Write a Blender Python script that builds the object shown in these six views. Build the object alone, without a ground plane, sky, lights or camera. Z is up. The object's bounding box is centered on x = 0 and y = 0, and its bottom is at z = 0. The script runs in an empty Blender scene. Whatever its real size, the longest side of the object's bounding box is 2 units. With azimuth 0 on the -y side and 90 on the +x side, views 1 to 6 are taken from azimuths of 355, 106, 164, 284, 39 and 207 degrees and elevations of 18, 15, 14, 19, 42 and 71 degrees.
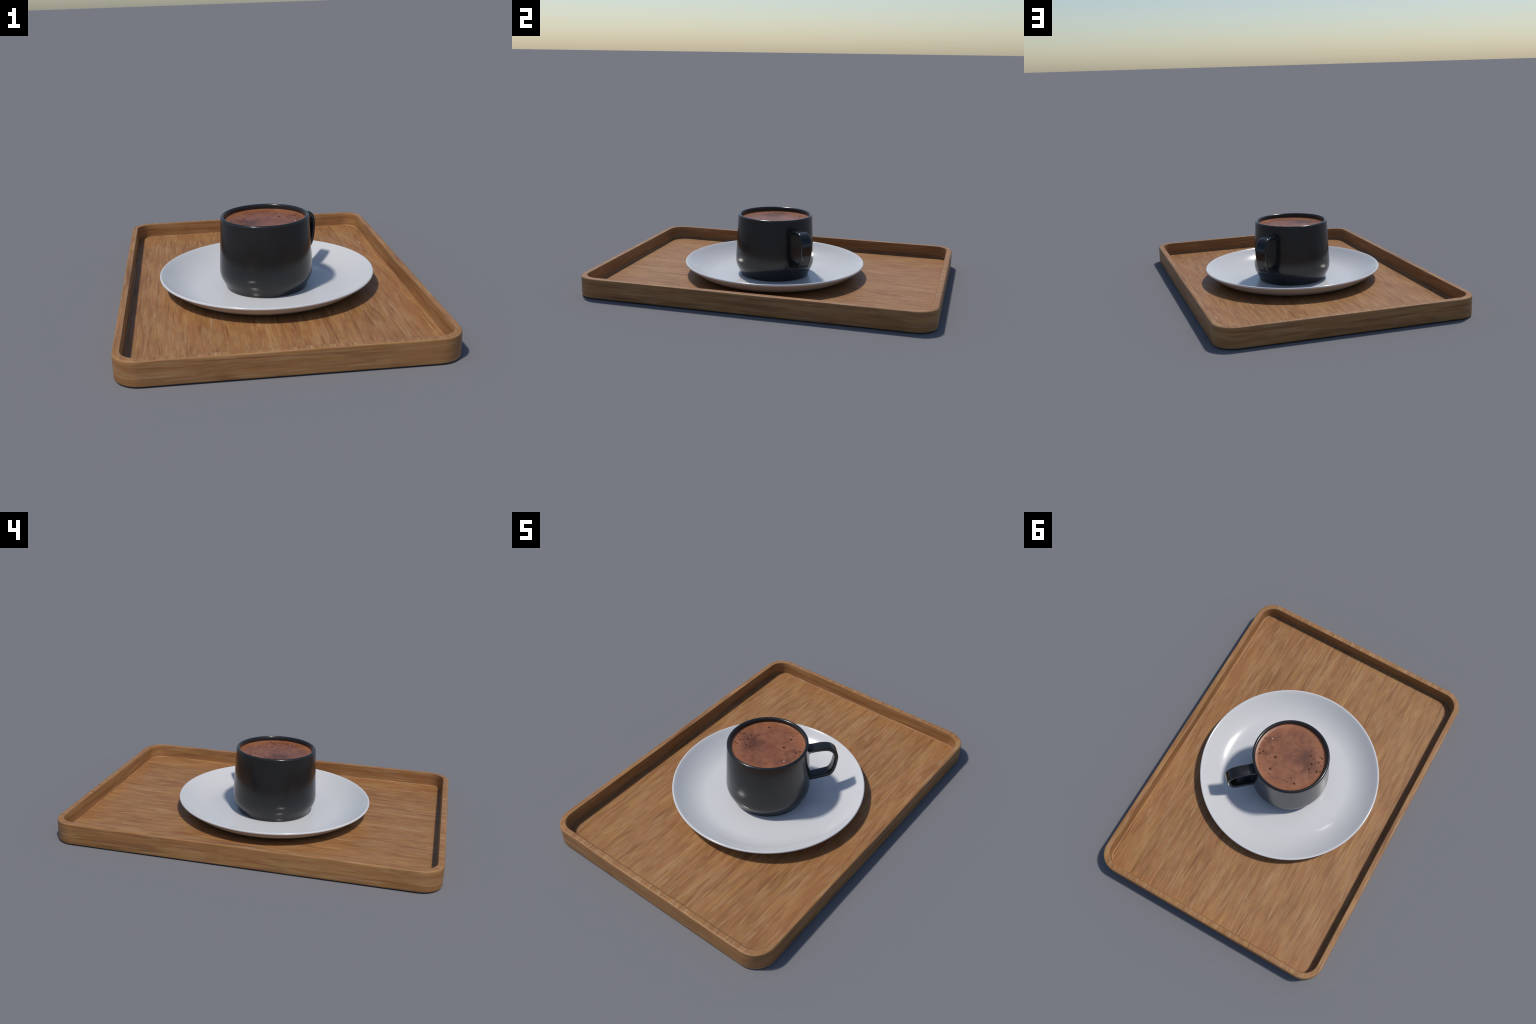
import bpy, bmesh, math
from mathutils import Vector, Matrix

# ---------------------------------------------------------------- sizes
TRAY_HX, TRAY_HY, TRAY_H = 0.7188, 1.0, 0.1150
WALL, TRAY_R = 0.0352, 0.115
FLOOR_Z = 0.036
AX, AY = 0.0042, -0.0307            # common axis of plate and mug
HANDLE_DEG = 43.8


# ---------------------------------------------------------------- helpers
def new_obj(name, verts, faces, mats, parent, angle=32.0):
    me = bpy.data.meshes.new(name)
    me.from_pydata(verts, [], faces)
    me.update()
    bm = bmesh.new(); bm.from_mesh(me)
    bmesh.ops.recalc_face_normals(bm, faces=bm.faces)
    bm.to_mesh(me); bm.free()
    for m in mats:
        me.materials.append(m)
    me.shade_smooth()
    me.set_sharp_from_angle(angle=math.radians(angle))
    ob = bpy.data.objects.new(name, me)
    bpy.context.collection.objects.link(ob)
    ob.parent = parent
    return ob


def empty(name, loc, label, category):
    e = bpy.data.objects.new(name, None)
    e.location = loc
    e.empty_display_size = 0.05
    bpy.context.collection.objects.link(e)
    e["label"] = label
    e["category"] = category
    return e


def arc(cx, cz, r, a0, a1, n):
    return [(cx + r * math.cos(math.radians(a0 + (a1 - a0) * i / n)),
             cz + r * math.sin(math.radians(a0 + (a1 - a0) * i / n))) for i in range(n + 1)]


def spline(pts, per=8):
    """Catmull-Rom (centripetal-ish) through control points of any dimension."""
    out = []
    P = [Vector(p) for p in pts]
    P = [P[0] * 2 - P[1]] + P + [P[-1] * 2 - P[-2]]
    for i in range(1, len(P) - 2):
        p0, p1, p2, p3 = P[i - 1], P[i], P[i + 1], P[i + 2]
        for k in range(per):
            t = k / per
            out.append(0.5 * ((2 * p1) + (p2 - p0) * t + (2 * p0 - 5 * p1 + 4 * p2 - p3) * t * t
                              + (3 * p1 - p0 - 3 * p2 + p3) * t ** 3))
    out.append(P[-2])
    return [tuple(p) for p in out]


def lathe(profile, n=192):
    """Revolve (r, z) profile about z; r == 0 closes with a pole."""
    verts, rings, faces = [], [], []
    for r, z in profile:
        if r < 1e-6:
            rings.append([len(verts)]); verts.append((0, 0, z))
        else:
            rings.append(list(range(len(verts), len(verts) + n)))
            verts += [(r * math.cos(2 * math.pi * i / n), r * math.sin(2 * math.pi * i / n), z) for i in range(n)]
    for a, b in zip(rings, rings[1:]):
        for i in range(n):
            j = (i + 1) % n
            if len(a) == 1 and len(b) == 1:
                continue
            if len(a) == 1:
                faces.append((a[0], b[i], b[j]))
            elif len(b) == 1:
                faces.append((a[i], a[j], b[0]))
            else:
                faces.append((a[i], a[j], b[j], b[i]))
    return verts, faces


def rounded_rect(inset, z, n=20):
    """Tray outline shrunk by inset, corners stay concentric."""
    hx, hy, r = TRAY_HX - inset, TRAY_HY - inset, max(TRAY_R - inset, 0.004)
    pts = []
    for k, (sx, sy) in enumerate([(1, 1), (-1, 1), (-1, -1), (1, -1)]):
        for i in range(n + 1):
            a = math.radians(90 * k + 90 * i / n)
            pts.append((sx * (hx - r) + r * math.cos(a), sy * (hy - r) + r * math.sin(a), z))
    return pts


# ---------------------------------------------------------------- materials
class Nodes:
    def __init__(self, name):
        self.mat = bpy.data.materials.new(name)
        self.mat.use_nodes = True
        self.t = self.mat.node_tree
        self.bsdf = self.t.nodes["Principled BSDF"]

    def add(self, kind, **kw):
        n = self.t.nodes.new(kind)
        for k, v in kw.items():
            setattr(n, k, v)
        return n

    def link(self, a, b):
        self.t.links.new(a, b)

    def set(self, sock, v):
        if isinstance(v, bpy.types.NodeSocket):
            self.link(v, sock)
        else:
            sock.default_value = v

    def math(self, op, a, b=0.0, c=None, clamp=False):
        n = self.add("ShaderNodeMath", operation=op, use_clamp=clamp)
        self.set(n.inputs[0], a); self.set(n.inputs[1], b)
        if c is not None:
            self.set(n.inputs[2], c)
        return n.outputs[0]

    def coords(self, scale, loc=(0, 0, 0), warp=None):
        tc = self.add("ShaderNodeTexCoord")
        src = tc.outputs["Object"]
        if warp is not None:
            src = warp(src)
        m = self.add("ShaderNodeMapping")
        m.inputs["Scale"].default_value = scale
        m.inputs["Location"].default_value = loc
        self.link(src, m.inputs["Vector"])
        return m.outputs[0]

    def noise(self, vec, scale=1.0, detail=2.0, rough=0.5, dist=0.0):
        n = self.add("ShaderNodeTexNoise")
        self.link(vec, n.inputs["Vector"])
        n.inputs["Scale"].default_value = scale
        n.inputs["Detail"].default_value = detail
        n.inputs["Roughness"].default_value = rough
        n.inputs["Distortion"].default_value = dist
        return n.outputs["Fac"]

    def ramp(self, fac, stops):
        n = self.add("ShaderNodeValToRGB")
        e = n.color_ramp.elements
        while len(e) < len(stops):
            e.new(0.5)
        for i, (p, c) in enumerate(stops):
            e[i].position = p
            e[i].color = (*c, 1) if not isinstance(c, (int, float)) else (c, c, c, 1)
        self.link(fac, n.inputs[0])
        return n.outputs["Color"]

    def mix(self, fac, a, b, blend="MIX"):
        n = self.add("ShaderNodeMix", data_type="RGBA", blend_type=blend)
        self.set(n.inputs[0], fac)
        self.set(n.inputs[6], a if isinstance(a, bpy.types.NodeSocket) else (*a, 1))
        self.set(n.inputs[7], b if isinstance(b, bpy.types.NodeSocket) else (*b, 1))
        return n.outputs[2]

    def bump(self, h, strength, dist):
        n = self.add("ShaderNodeBump")
        n.inputs["Strength"].default_value = strength
        n.inputs["Distance"].default_value = dist
        self.link(h, n.inputs["Height"])
        self.link(n.outputs[0], self.bsdf.inputs["Normal"])


def wood(name, across, seed, along=1.0):
    """Straight-grained oak; `across` gives the stretch per axis (grain runs where it is small)."""
    w = Nodes(name)
    ax, ay, az = across
    sc = lambda k, l=1.0: tuple(k * v if v > 5 else l * v * along for v in across)
    broad = w.noise(w.coords(sc(0.16, 0.35), (seed, 2.1, 0.3)), 1.0, 3.0, 0.55, 0.3)
    mid = w.noise(w.coords(sc(1.0, 1.0), (seed + 4, 0.7, 1.9)), 1.0, 3.0, 0.6, 0.2)
    fine = w.noise(w.coords(sc(2.4, 2.6), (seed + 9, 3.3, 5.1)), 1.0, 3.0, 0.6)
    pale = w.noise(w.coords(sc(0.95, 1.2), (seed + 13, 6.3, 2.2)), 1.0, 3.0, 0.55)
    red = w.noise(w.coords(sc(1.15, 0.85), (seed + 21, 1.3, 7.7)), 1.0, 3.0, 0.6)
    hue = w.noise(w.coords(sc(0.55, 0.8), (seed + 31, 8.0, 0.0)), 1.0, 3.0, 0.55)
    v = w.math("ADD", w.math("MULTIPLY", broad, 0.36), w.math("MULTIPLY", mid, 0.46))
    v = w.math("ADD", v, w.math("MULTIPLY", fine, 0.18))
    col = w.ramp(v, [(0.36, (0.204, 0.086, 0.026)), (0.45, (0.292, 0.138, 0.045)),
                     (0.53, (0.356, 0.176, 0.060)), (0.64, (0.424, 0.230, 0.086))])
    # drift between golden and reddish brown from streak to streak
    col = w.mix(w.ramp(hue, [(0.42, 0.0), (0.60, 0.70)]), col, (0.320, 0.138, 0.052))
    # pale greyish flecks and dark reddish pores
    col = w.mix(w.ramp(pale, [(0.53, 0.0), (0.66, 0.62)]), col, (0.365, 0.210, 0.098))
    col = w.mix(w.ramp(red, [(0.55, 0.0), (0.68, 0.74)]), col, (0.188, 0.071, 0.029))
    # soft cloudy mottling and hair-thin pale flecks
    cloud = w.noise(w.coords(sc(0.40, 2.2), (seed + 41, 3.0, 4.0)), 1.0, 4.0, 0.6, 0.4)
    col = w.mix(w.ramp(cloud, [(0.50, 0.0), (0.66, 0.50)]), col, (0.235, 0.102, 0.034))
    hair = w.noise(w.coords(sc(2.3, 2.0), (seed + 53, 1.0, 6.0)), 1.0, 2.0, 0.5)
    col = w.mix(w.ramp(hair, [(0.58, 0.0), (0.72, 0.70)]), col, (0.420, 0.262, 0.135))
    w.link(col, w.bsdf.inputs["Base Color"])
    rough = w.ramp(fine, [(0.3, 0.56), (0.7, 0.46)])
    w.link(rough, w.bsdf.inputs["Roughness"])
    w.bsdf.inputs["Specular IOR Level"].default_value = 0.36
    w.bump(w.math("ADD", fine, w.math("MULTIPLY", red, -0.6)), 0.08, 0.002)
    return w.mat


def simple(name, col, rough, spec=0.5, mottled=0.0, coat=0.0):
    m = Nodes(name)
    n = m.noise(m.coords((6, 6, 6)), 1.0, 3.0)
    hi = tuple(min(1, c * (1 + mottled)) for c in col)
    lo = tuple(c * (1 - mottled) for c in col)
    m.link(m.ramp(n, [(0.3, lo), (0.7, hi)]), m.bsdf.inputs["Base Color"])
    m.bsdf.inputs["Roughness"].default_value = rough
    m.bsdf.inputs["Specular IOR Level"].default_value = spec
    m.bsdf.inputs["Coat Weight"].default_value = coat
    return m.mat


WOOD_TOP = wood("oak_flat_grain", (56.0, 3.8, 3.8), 1.0)
WOOD_SIDE = wood("oak_edge_grain", (2.6, 2.6, 56.0), 17.0)
CERAMIC = simple("white_glazed_ceramic", (0.640, 0.638, 0.640), 0.15, 0.5, 0.008)
BLACK = simple("black_satin_glaze", (0.0145, 0.0145, 0.0148), 0.20, 0.5, 0.10)
BLACK_GLOSS = simple("black_handle_glaze", (0.0125, 0.0125, 0.0130), 0.18, 0.5, 0.10)


def crema_material():
    m = Nodes("coffee_crema")
    blotch = m.noise(m.coords((11, 11, 11), (0.4, 1.7, 0)), 1.0, 4.0, 0.55, 0.8)
    small = m.noise(m.coords((34, 34, 34), (2.0, 0, 0)), 1.0, 3.0, 0.6, 0.3)
    speck = m.noise(m.coords((120, 120, 120)), 1.0, 2.0, 0.5)
    v = m.math("ADD", m.math("MULTIPLY", blotch, 0.72), m.math("MULTIPLY", small, 0.28))
    col = m.ramp(v, [(0.34, (0.165, 0.055, 0.026)), (0.45, (0.222, 0.078, 0.035)),
                     (0.54, (0.262, 0.096, 0.043)), (0.66, (0.318, 0.124, 0.056))])
    col = m.mix(m.ramp(speck, [(0.60, 0.0), (0.72, 0.35)]), col, (0.17, 0.055, 0.030))
    # soft dark stains where the crema is thin: (x, y, radius, strength, colour)
    for x, y, r, s, c in [(-0.062, -0.040, 0.052, 0.90, (0.092, 0.029, 0.013)),
                          (-0.080, -0.008, 0.042, 0.75, (0.098, 0.031, 0.014)),
                          (0.006, -0.004, 0.022, 0.55, (0.16, 0.042, 0.022)),
                          (0.162, -0.022, 0.034, 0.75, (0.105, 0.034, 0.016)),
                          (0.130, 0.045, 0.026, 0.45, (0.13, 0.043, 0.020)),
                          (-0.150, -0.020, 0.045, 0.35, (0.14, 0.046, 0.022))]:
        tc = m.add("ShaderNodeTexCoord")
        d = m.add("ShaderNodeVectorMath", operation="DISTANCE")
        m.link(tc.outputs["Object"], d.inputs[0])
        d.inputs[1].default_value = (x, y, 0)
        e = m.math("ADD", d.outputs["Value"], m.math("MULTIPLY", m.math("SUBTRACT", v, 0.5), 0.20))
        f = m.add("ShaderNodeMapRange", interpolation_type="SMOOTHSTEP")
        m.link(e, f.inputs[0])
        f.inputs[1].default_value = r * 1.9; f.inputs[2].default_value = -r * 0.2
        f.inputs[3].default_value = 0.0; f.inputs[4].default_value = s
        col = m.mix(f.outputs[0], col, c)
    # sunlit orange glow at the coffee's edge, painted in as a ring of tint
    tc = m.add("ShaderNodeTexCoord")
    d = m.add("ShaderNodeVectorMath", operation="LENGTH")
    m.link(tc.outputs["Object"], d.inputs[0])
    f = m.add("ShaderNodeMapRange", interpolation_type="SMOOTHSTEP")
    m.link(d.outputs["Value"], f.inputs[0])
    f.inputs[1].default_value = 0.150; f.inputs[2].default_value = 0.204
    f.inputs[3].default_value = 0.0; f.inputs[4].default_value = 0.32
    col = m.mix(f.outputs[0], col, (0.390, 0.140, 0.046))
    m.link(col, m.bsdf.inputs["Base Color"])
    m.bsdf.inputs["Roughness"].default_value = 0.40
    m.bump(m.math("ADD", small, speck), 0.15, 0.002)
    return m.mat


CREMA = crema_material()
HOLE = simple("popped_bubble_brown", (0.064, 0.025, 0.015), 0.6, 0.2, 0.2)
RING = simple("bubble_rim_tan", (0.205, 0.080, 0.042), 0.6, 0.2, 0.1)
FOAM = simple("pale_foam", (0.46, 0.30, 0.22), 0.25, 0.5, 0.1)


# ---------------------------------------------------------------- tray
def build_tray():
    tray = empty("wooden_tray", (0, 0, 0),
                 "rectangular oak serving tray with low rounded rim", "tray")
    b_out, b_in, cove = 0.0080, 0.0045, 0.0065
    section = [(0.060, 0.0), (0.0140, 0.0), (0.0060, 0.0024), (0.0024, 0.0038), (0.0006, 0.0056), (0.0, 0.0080)]
    section += [(0, TRAY_H * f) for f in (0.3, 0.6)]
    section += [(b_out - b_out * math.cos(math.radians(a)), TRAY_H - b_out + b_out * math.sin(math.radians(a)))
                for a in (0, 15, 30, 45, 60, 75, 90)]
    n_top0 = len(section) - 1
    section += [(WALL - b_in + b_in * math.sin(math.radians(a)), TRAY_H - b_in + b_in * math.cos(math.radians(a)))
                for a in (0, 22, 45, 68, 90)]
    n_top1 = n_top0 + 1
    section += [(WALL, FLOOR_Z + (TRAY_H - FLOOR_Z) * f) for f in (0.65, 0.35)]
    section += [(WALL + cove - cove * math.cos(math.radians(a)), FLOOR_Z + cove - cove * math.sin(math.radians(a)))
                for a in (0, 18, 36, 54, 72, 90)]
    loops = [rounded_rect(i, z) for i, z in section]
    n = len(loops[0])
    verts = [v for l in loops for v in l]
    faces, top_ids = [], []
    for k in range(len(loops) - 1):
        for i in range(n):
            j = (i + 1) % n
            if k == n_top0 or k in (n_top0 - 1, n_top0 - 2):
                top_ids.append(len(faces))
            faces.append((k * n + i, k * n + j, (k + 1) * n + j, (k + 1) * n + i))
    rim = new_obj("rim", verts, faces, [WOOD_SIDE, WOOD_TOP], tray, 60)
    for f in top_ids:
        rim.data.polygons[f].material_index = 1
    # inner edge: the small round-over shades with the wall below it, a crisp edge against the flat top
    me = rim.data
    normals = [tuple(c.vector) for c in me.corner_normals]
    tilt = {0: 1.1, 1: 0.45, 2: 0.15, 3: 0.04, 4: 0.0}
    for f in me.polygons:
        ks = [me.loops[l].vertex_index // n for l in f.loop_indices]
        if min(ks) >= n_top1 and max(ks) <= n_top1 + 4:
            for l, k in zip(f.loop_indices, ks):
                nx, ny = normals[l][0], normals[l][1]
                fn = f.normal
                h = Vector((fn.x, fn.y, 0)).normalized() + Vector((0, 0, tilt[k - n_top1]))
                normals[l] = tuple(h.normalized())
    me.normals_split_custom_set(normals)
    top, bot = loops[-1], loops[0]
    verts = top + bot
    faces = [tuple(range(n)), tuple(range(2 * n - 1, n - 1, -1))]
    floor = new_obj("floor_panel", verts, faces, [WOOD_TOP], tray, 60)
    return tray


# ---------------------------------------------------------------- plate
def build_plate():
    z0 = FLOOR_Z
    plate = empty("dinner_plate", (AX, AY, z0),
                  "round white glazed coupe plate with upturned edge", "plate")
    well, r0 = 0.0395 - z0, 0.355
    k = 2.615
    up = [(0.0, well), (0.10, well), (0.20, well), (0.28, well)]
    up += [(r, well + k * max(0, r - r0) ** 2) for r in
           [0.33, 0.345, 0.355, 0.365, 0.375, 0.385, 0.395, 0.41, 0.425, 0.44, 0.455, 0.47, 0.485, 0.50, 0.515, 0.530]]
    lz = well + k * (0.530 - r0) ** 2
    lip = arc(0.5355, lz - 0.0035, 0.0065, 100, -48, 10)
    under = spline([(0.5385, lz - 0.0095), (0.520, lz - 0.0225), (0.490, lz - 0.0460), (0.455, 0.0180),
                    (0.425, 0.0075), (0.395, 0.0030), (0.350, 0.0012), (0.325, 0.0006)], 5)
    foot = [(0.312, 0.0004), (0.300, 0.0008), (0.290, 0.0014), (0.15, 0.0014), (0.0, 0.0014)]
    v, f = lathe(up + lip + under + foot, 224)
    new_obj("plate_body", v, f, [CERAMIC], plate, 50)
    return plate


# ---------------------------------------------------------------- mug
MUG_Z = 0.0405


def strap_section(w, h, r=0.0090, crown=0.0016):
    """Rounded-rectangle outline of the handle strap, slightly crowned across its width."""
    pts = []
    for q, (sx, sy) in enumerate([(1, 1), (-1, 1), (-1, -1), (1, -1)]):
        for i in range(9):
            a = math.radians(90 * q + 90 * i / 8)
            x = sx * (w - r) + r * math.cos(a)
            y = sy * (h - r) + r * math.sin(a)
            pts.append((x, y - math.copysign(crown, y) * (abs(x) / w) ** 2 * abs(y) / h))
    return pts


def build_mug():
    mug = empty("coffee_mug", (AX, AY, MUG_Z),
                "black glazed ceramic mug filled with frothy brown coffee", "mug")
    dz = -MUG_Z
    outer = spline([(0.2035, 0.0412), (0.2065, 0.0445), (0.2090, 0.0530), (0.2128, 0.0625), (0.2178, 0.0725),
                    (0.2246, 0.0860), (0.2306, 0.1000), (0.2342, 0.1140), (0.2356, 0.1300), (0.2354, 0.1480),
                    (0.2340, 0.1750), (0.2310, 0.2300), (0.2270, 0.3050), (0.2232, 0.3800), (0.2224, 0.3970)], 5)
    rim = arc(0.2134, 0.4002, 0.0090, 0, 180, 14)
    inner = [(0.2042, 0.392), (0.2048, 0.36), (0.2058, 0.30), (0.2060, 0.16), (0.195, 0.11), (0.17, 0.075),
             (0.0, 0.070)]
    base = [(0.0, 0.0445), (0.17, 0.0445), (0.178, 0.0425), (0.186, 0.0406), (0.195, 0.0406)]
    prof = base + outer + rim + inner
    v, f = lathe([(r, z + dz) for r, z in prof], 192)
    body = new_obj("mug_body", v, f, [BLACK], mug, 60)

    # handle: rounded strap swept along a bent path in the plane through the axis
    path = spline([(0.205, 0.3380), (0.228, 0.3400), (0.270, 0.3460), (0.311, 0.3485), (0.341, 0.3425),
                   (0.364, 0.3230), (0.3755, 0.2930), (0.3755, 0.2610), (0.3675, 0.2150), (0.3545, 0.1815),
                   (0.3350, 0.1640), (0.2950, 0.1545), (0.2500, 0.1455), (0.224, 0.1415), (0.205, 0.1395)], 7)
    a = math.radians(HANDLE_DEG)
    d, side = Vector((math.cos(a), math.sin(a), 0)), Vector((-math.sin(a), math.cos(a), 0))
    m = 4 * 9
    verts, faces = [], []
    for i, (r, z) in enumerate(path):
        p0, p1 = path[max(i - 1, 0)], path[min(i + 1, len(path) - 1)]
        t = Vector((p1[0] - p0[0], p1[1] - p0[1])).normalized()
        nrm = d * (-t.y) + Vector((0, 0, 1)) * t.x         # outward side of the strap
        c = d * r + Vector((0, 0, z + dz))
        near = max(0.0, 1 - (r - 0.222) / 0.020)             # flare where the strap meets the body
        near = min(near, 1.0) ** 2
        low = min(max((0.20 - z) / 0.06, 0), 1)
        w = 0.0328 * (1 + 0.14 * near) - 0.0022 * low
        h = (0.0116 + 0.0028 * low) * (1 + 0.35 * near)
        for x, y in strap_section(w, h):
            verts.append(tuple(c + side * x + nrm * y))
    for i in range(len(path) - 1):
        for k in range(m):
            j = (k + 1) % m
            faces.append((i * m + k, i * m + j, (i + 1) * m + j, (i + 1) * m + k))
    faces.append(tuple(range(m)))
    faces.append(tuple(range((len(path) - 1) * m, len(path) * m)))
    new_obj("handle", verts, faces, [BLACK_GLOSS], mug, 60)

    # coffee: disc with a meniscus that climbs the wall; its own origin at its surface centre
    CZ = 0.3808
    prof = [(0.0, 0.0)] + [(0.184 * i / 24, 0.0) for i in range(1, 25)]
    prof += [(0.184 + 0.0205 * i / 12, 0.0034 * (i / 12) ** 2) for i in range(1, 13)]
    prof += [(0.2046, -0.004), (0.2, -0.012), (0.0, -0.012)]
    v, f = lathe(prof, 160)
    coffee = new_obj("coffee", v, f, [CREMA], mug, 60)
    coffee.location = (0, 0, CZ + dz)

    # froth: popped bubbles (dark cup with a raised tan rim), joined as stuff
    holes = [(0.078, 0.042, 0.0088), (0.069, 0.118, 0.0078), (-0.098, -0.066, 0.0080), (-0.122, -0.023, 0.0100),
             (-0.125, 0.011, 0.0080), (-0.169, 0.003, 0.0080), (-0.187, -0.007, 0.0055), (-0.111, -0.001, 0.0048),
             (-0.093, 0.128, 0.0072), (-0.052, 0.139, 0.0042), (-0.034, 0.137, 0.0033), (-0.060, 0.107, 0.0045),
             (0.168, 0.066, 0.0062), (0.157, 0.045, 0.0062), (0.182, 0.044, 0.0046), (0.186, -0.030, 0.0042),
             (0.121, 0.001, 0.0036), (-0.153, -0.051, 0.0054), (-0.161, -0.083, 0.0054), (-0.145, -0.085, 0.0040),
             (-0.119, -0.056, 0.0042), (0.003, 0.143, 0.0030), (0.010, 0.152, 0.0028), (0.059, 0.146, 0.0032),
             (0.134, 0.050, 0.0036), (-0.116, 0.038, 0.0032), (0.139, 0.125, 0.0026), (-0.112, -0.128, 0.0028),
             (0.146, 0.058, 0.0030), (-0.134, -0.004, 0.0036), (-0.176, -0.040, 0.0036)]
    n = 20
    verts, faces, mats = [], [], []
    for x, y, r in holes:
        r *= 1.04
        prof = [(0.0, 0.0006), (0.62, 0.0006), (0.80, 0.0009), (0.95, 0.0010), (1.08, 0.0009), (1.26, -0.0003)]
        b = len(verts)
        verts.append((x, y, prof[0][1]))
        for pr, pz in prof[1:]:
            for i in range(n):
                q = 2 * math.pi * i / n
                wob = 1 + 0.07 * math.sin(2 * q + 40 * x) + 0.05 * math.sin(3 * q + 60 * y)
                verts.append((x + r * pr * wob * math.cos(q), y + r * pr * wob * math.sin(q), pz))
        for i in range(n):
            faces.append((b, b + 1 + i, b + 1 + (i + 1) % n)); mats.append(0)
        for k in range(len(prof) - 2):
            for i in range(n):
                j = (i + 1) % n
                o = b + 1 + k * n
                faces.append((o + i, o + j, o + n + j, o + n + i)); mats.append(0 if k < 1 else 1)
    bubbles = new_obj("popped_bubble", verts, faces, [HOLE, RING], coffee, 60)
    for p, mi in zip(bubbles.data.polygons, mats):
        p.material_index = mi
    bubbles["kind"] = "stuff"

    # small pale domed bubbles
    domes = [(0.148, -0.048, 0.0060), (0.115, 0.034, 0.0034), (0.101, 0.023, 0.0034), (0.081, 0.015, 0.0034),
             (0.071, 0.005, 0.0030), (0.039, -0.028, 0.0026), (0.073, -0.156, 0.0032)]
    verts, faces, mats = [], [], []
    for q0, (x, y, r) in enumerate(domes):
        b = len(verts)
        verts.append((x, y, r * 0.45))
        for th in (25, 50, 70, 92):
            for i in range(n):
                q = 2 * math.pi * i / n
                s = r * math.sin(math.radians(th))
                verts.append((x + s * math.cos(q), y + s * math.sin(q), 0.45 * r * math.cos(math.radians(th))))
        for i in range(n):
            faces.append((b, b + 1 + i, b + 1 + (i + 1) % n)); mats.append(0 if q0 == 0 else 1)
        for k in range(3):
            for i in range(n):
                j = (i + 1) % n
                o = b + 1 + k * n
                faces.append((o + i, o + j, o + n + j, o + n + i)); mats.append(0 if q0 == 0 and k < 2 else 1)
    froth = new_obj("froth_bubble", verts, faces, [FOAM, RING], coffee, 60)
    for p, mi in zip(froth.data.polygons, mats):
        p.material_index = mi
    froth["kind"] = "stuff"
    return mug


build_tray()
build_plate()
build_mug()
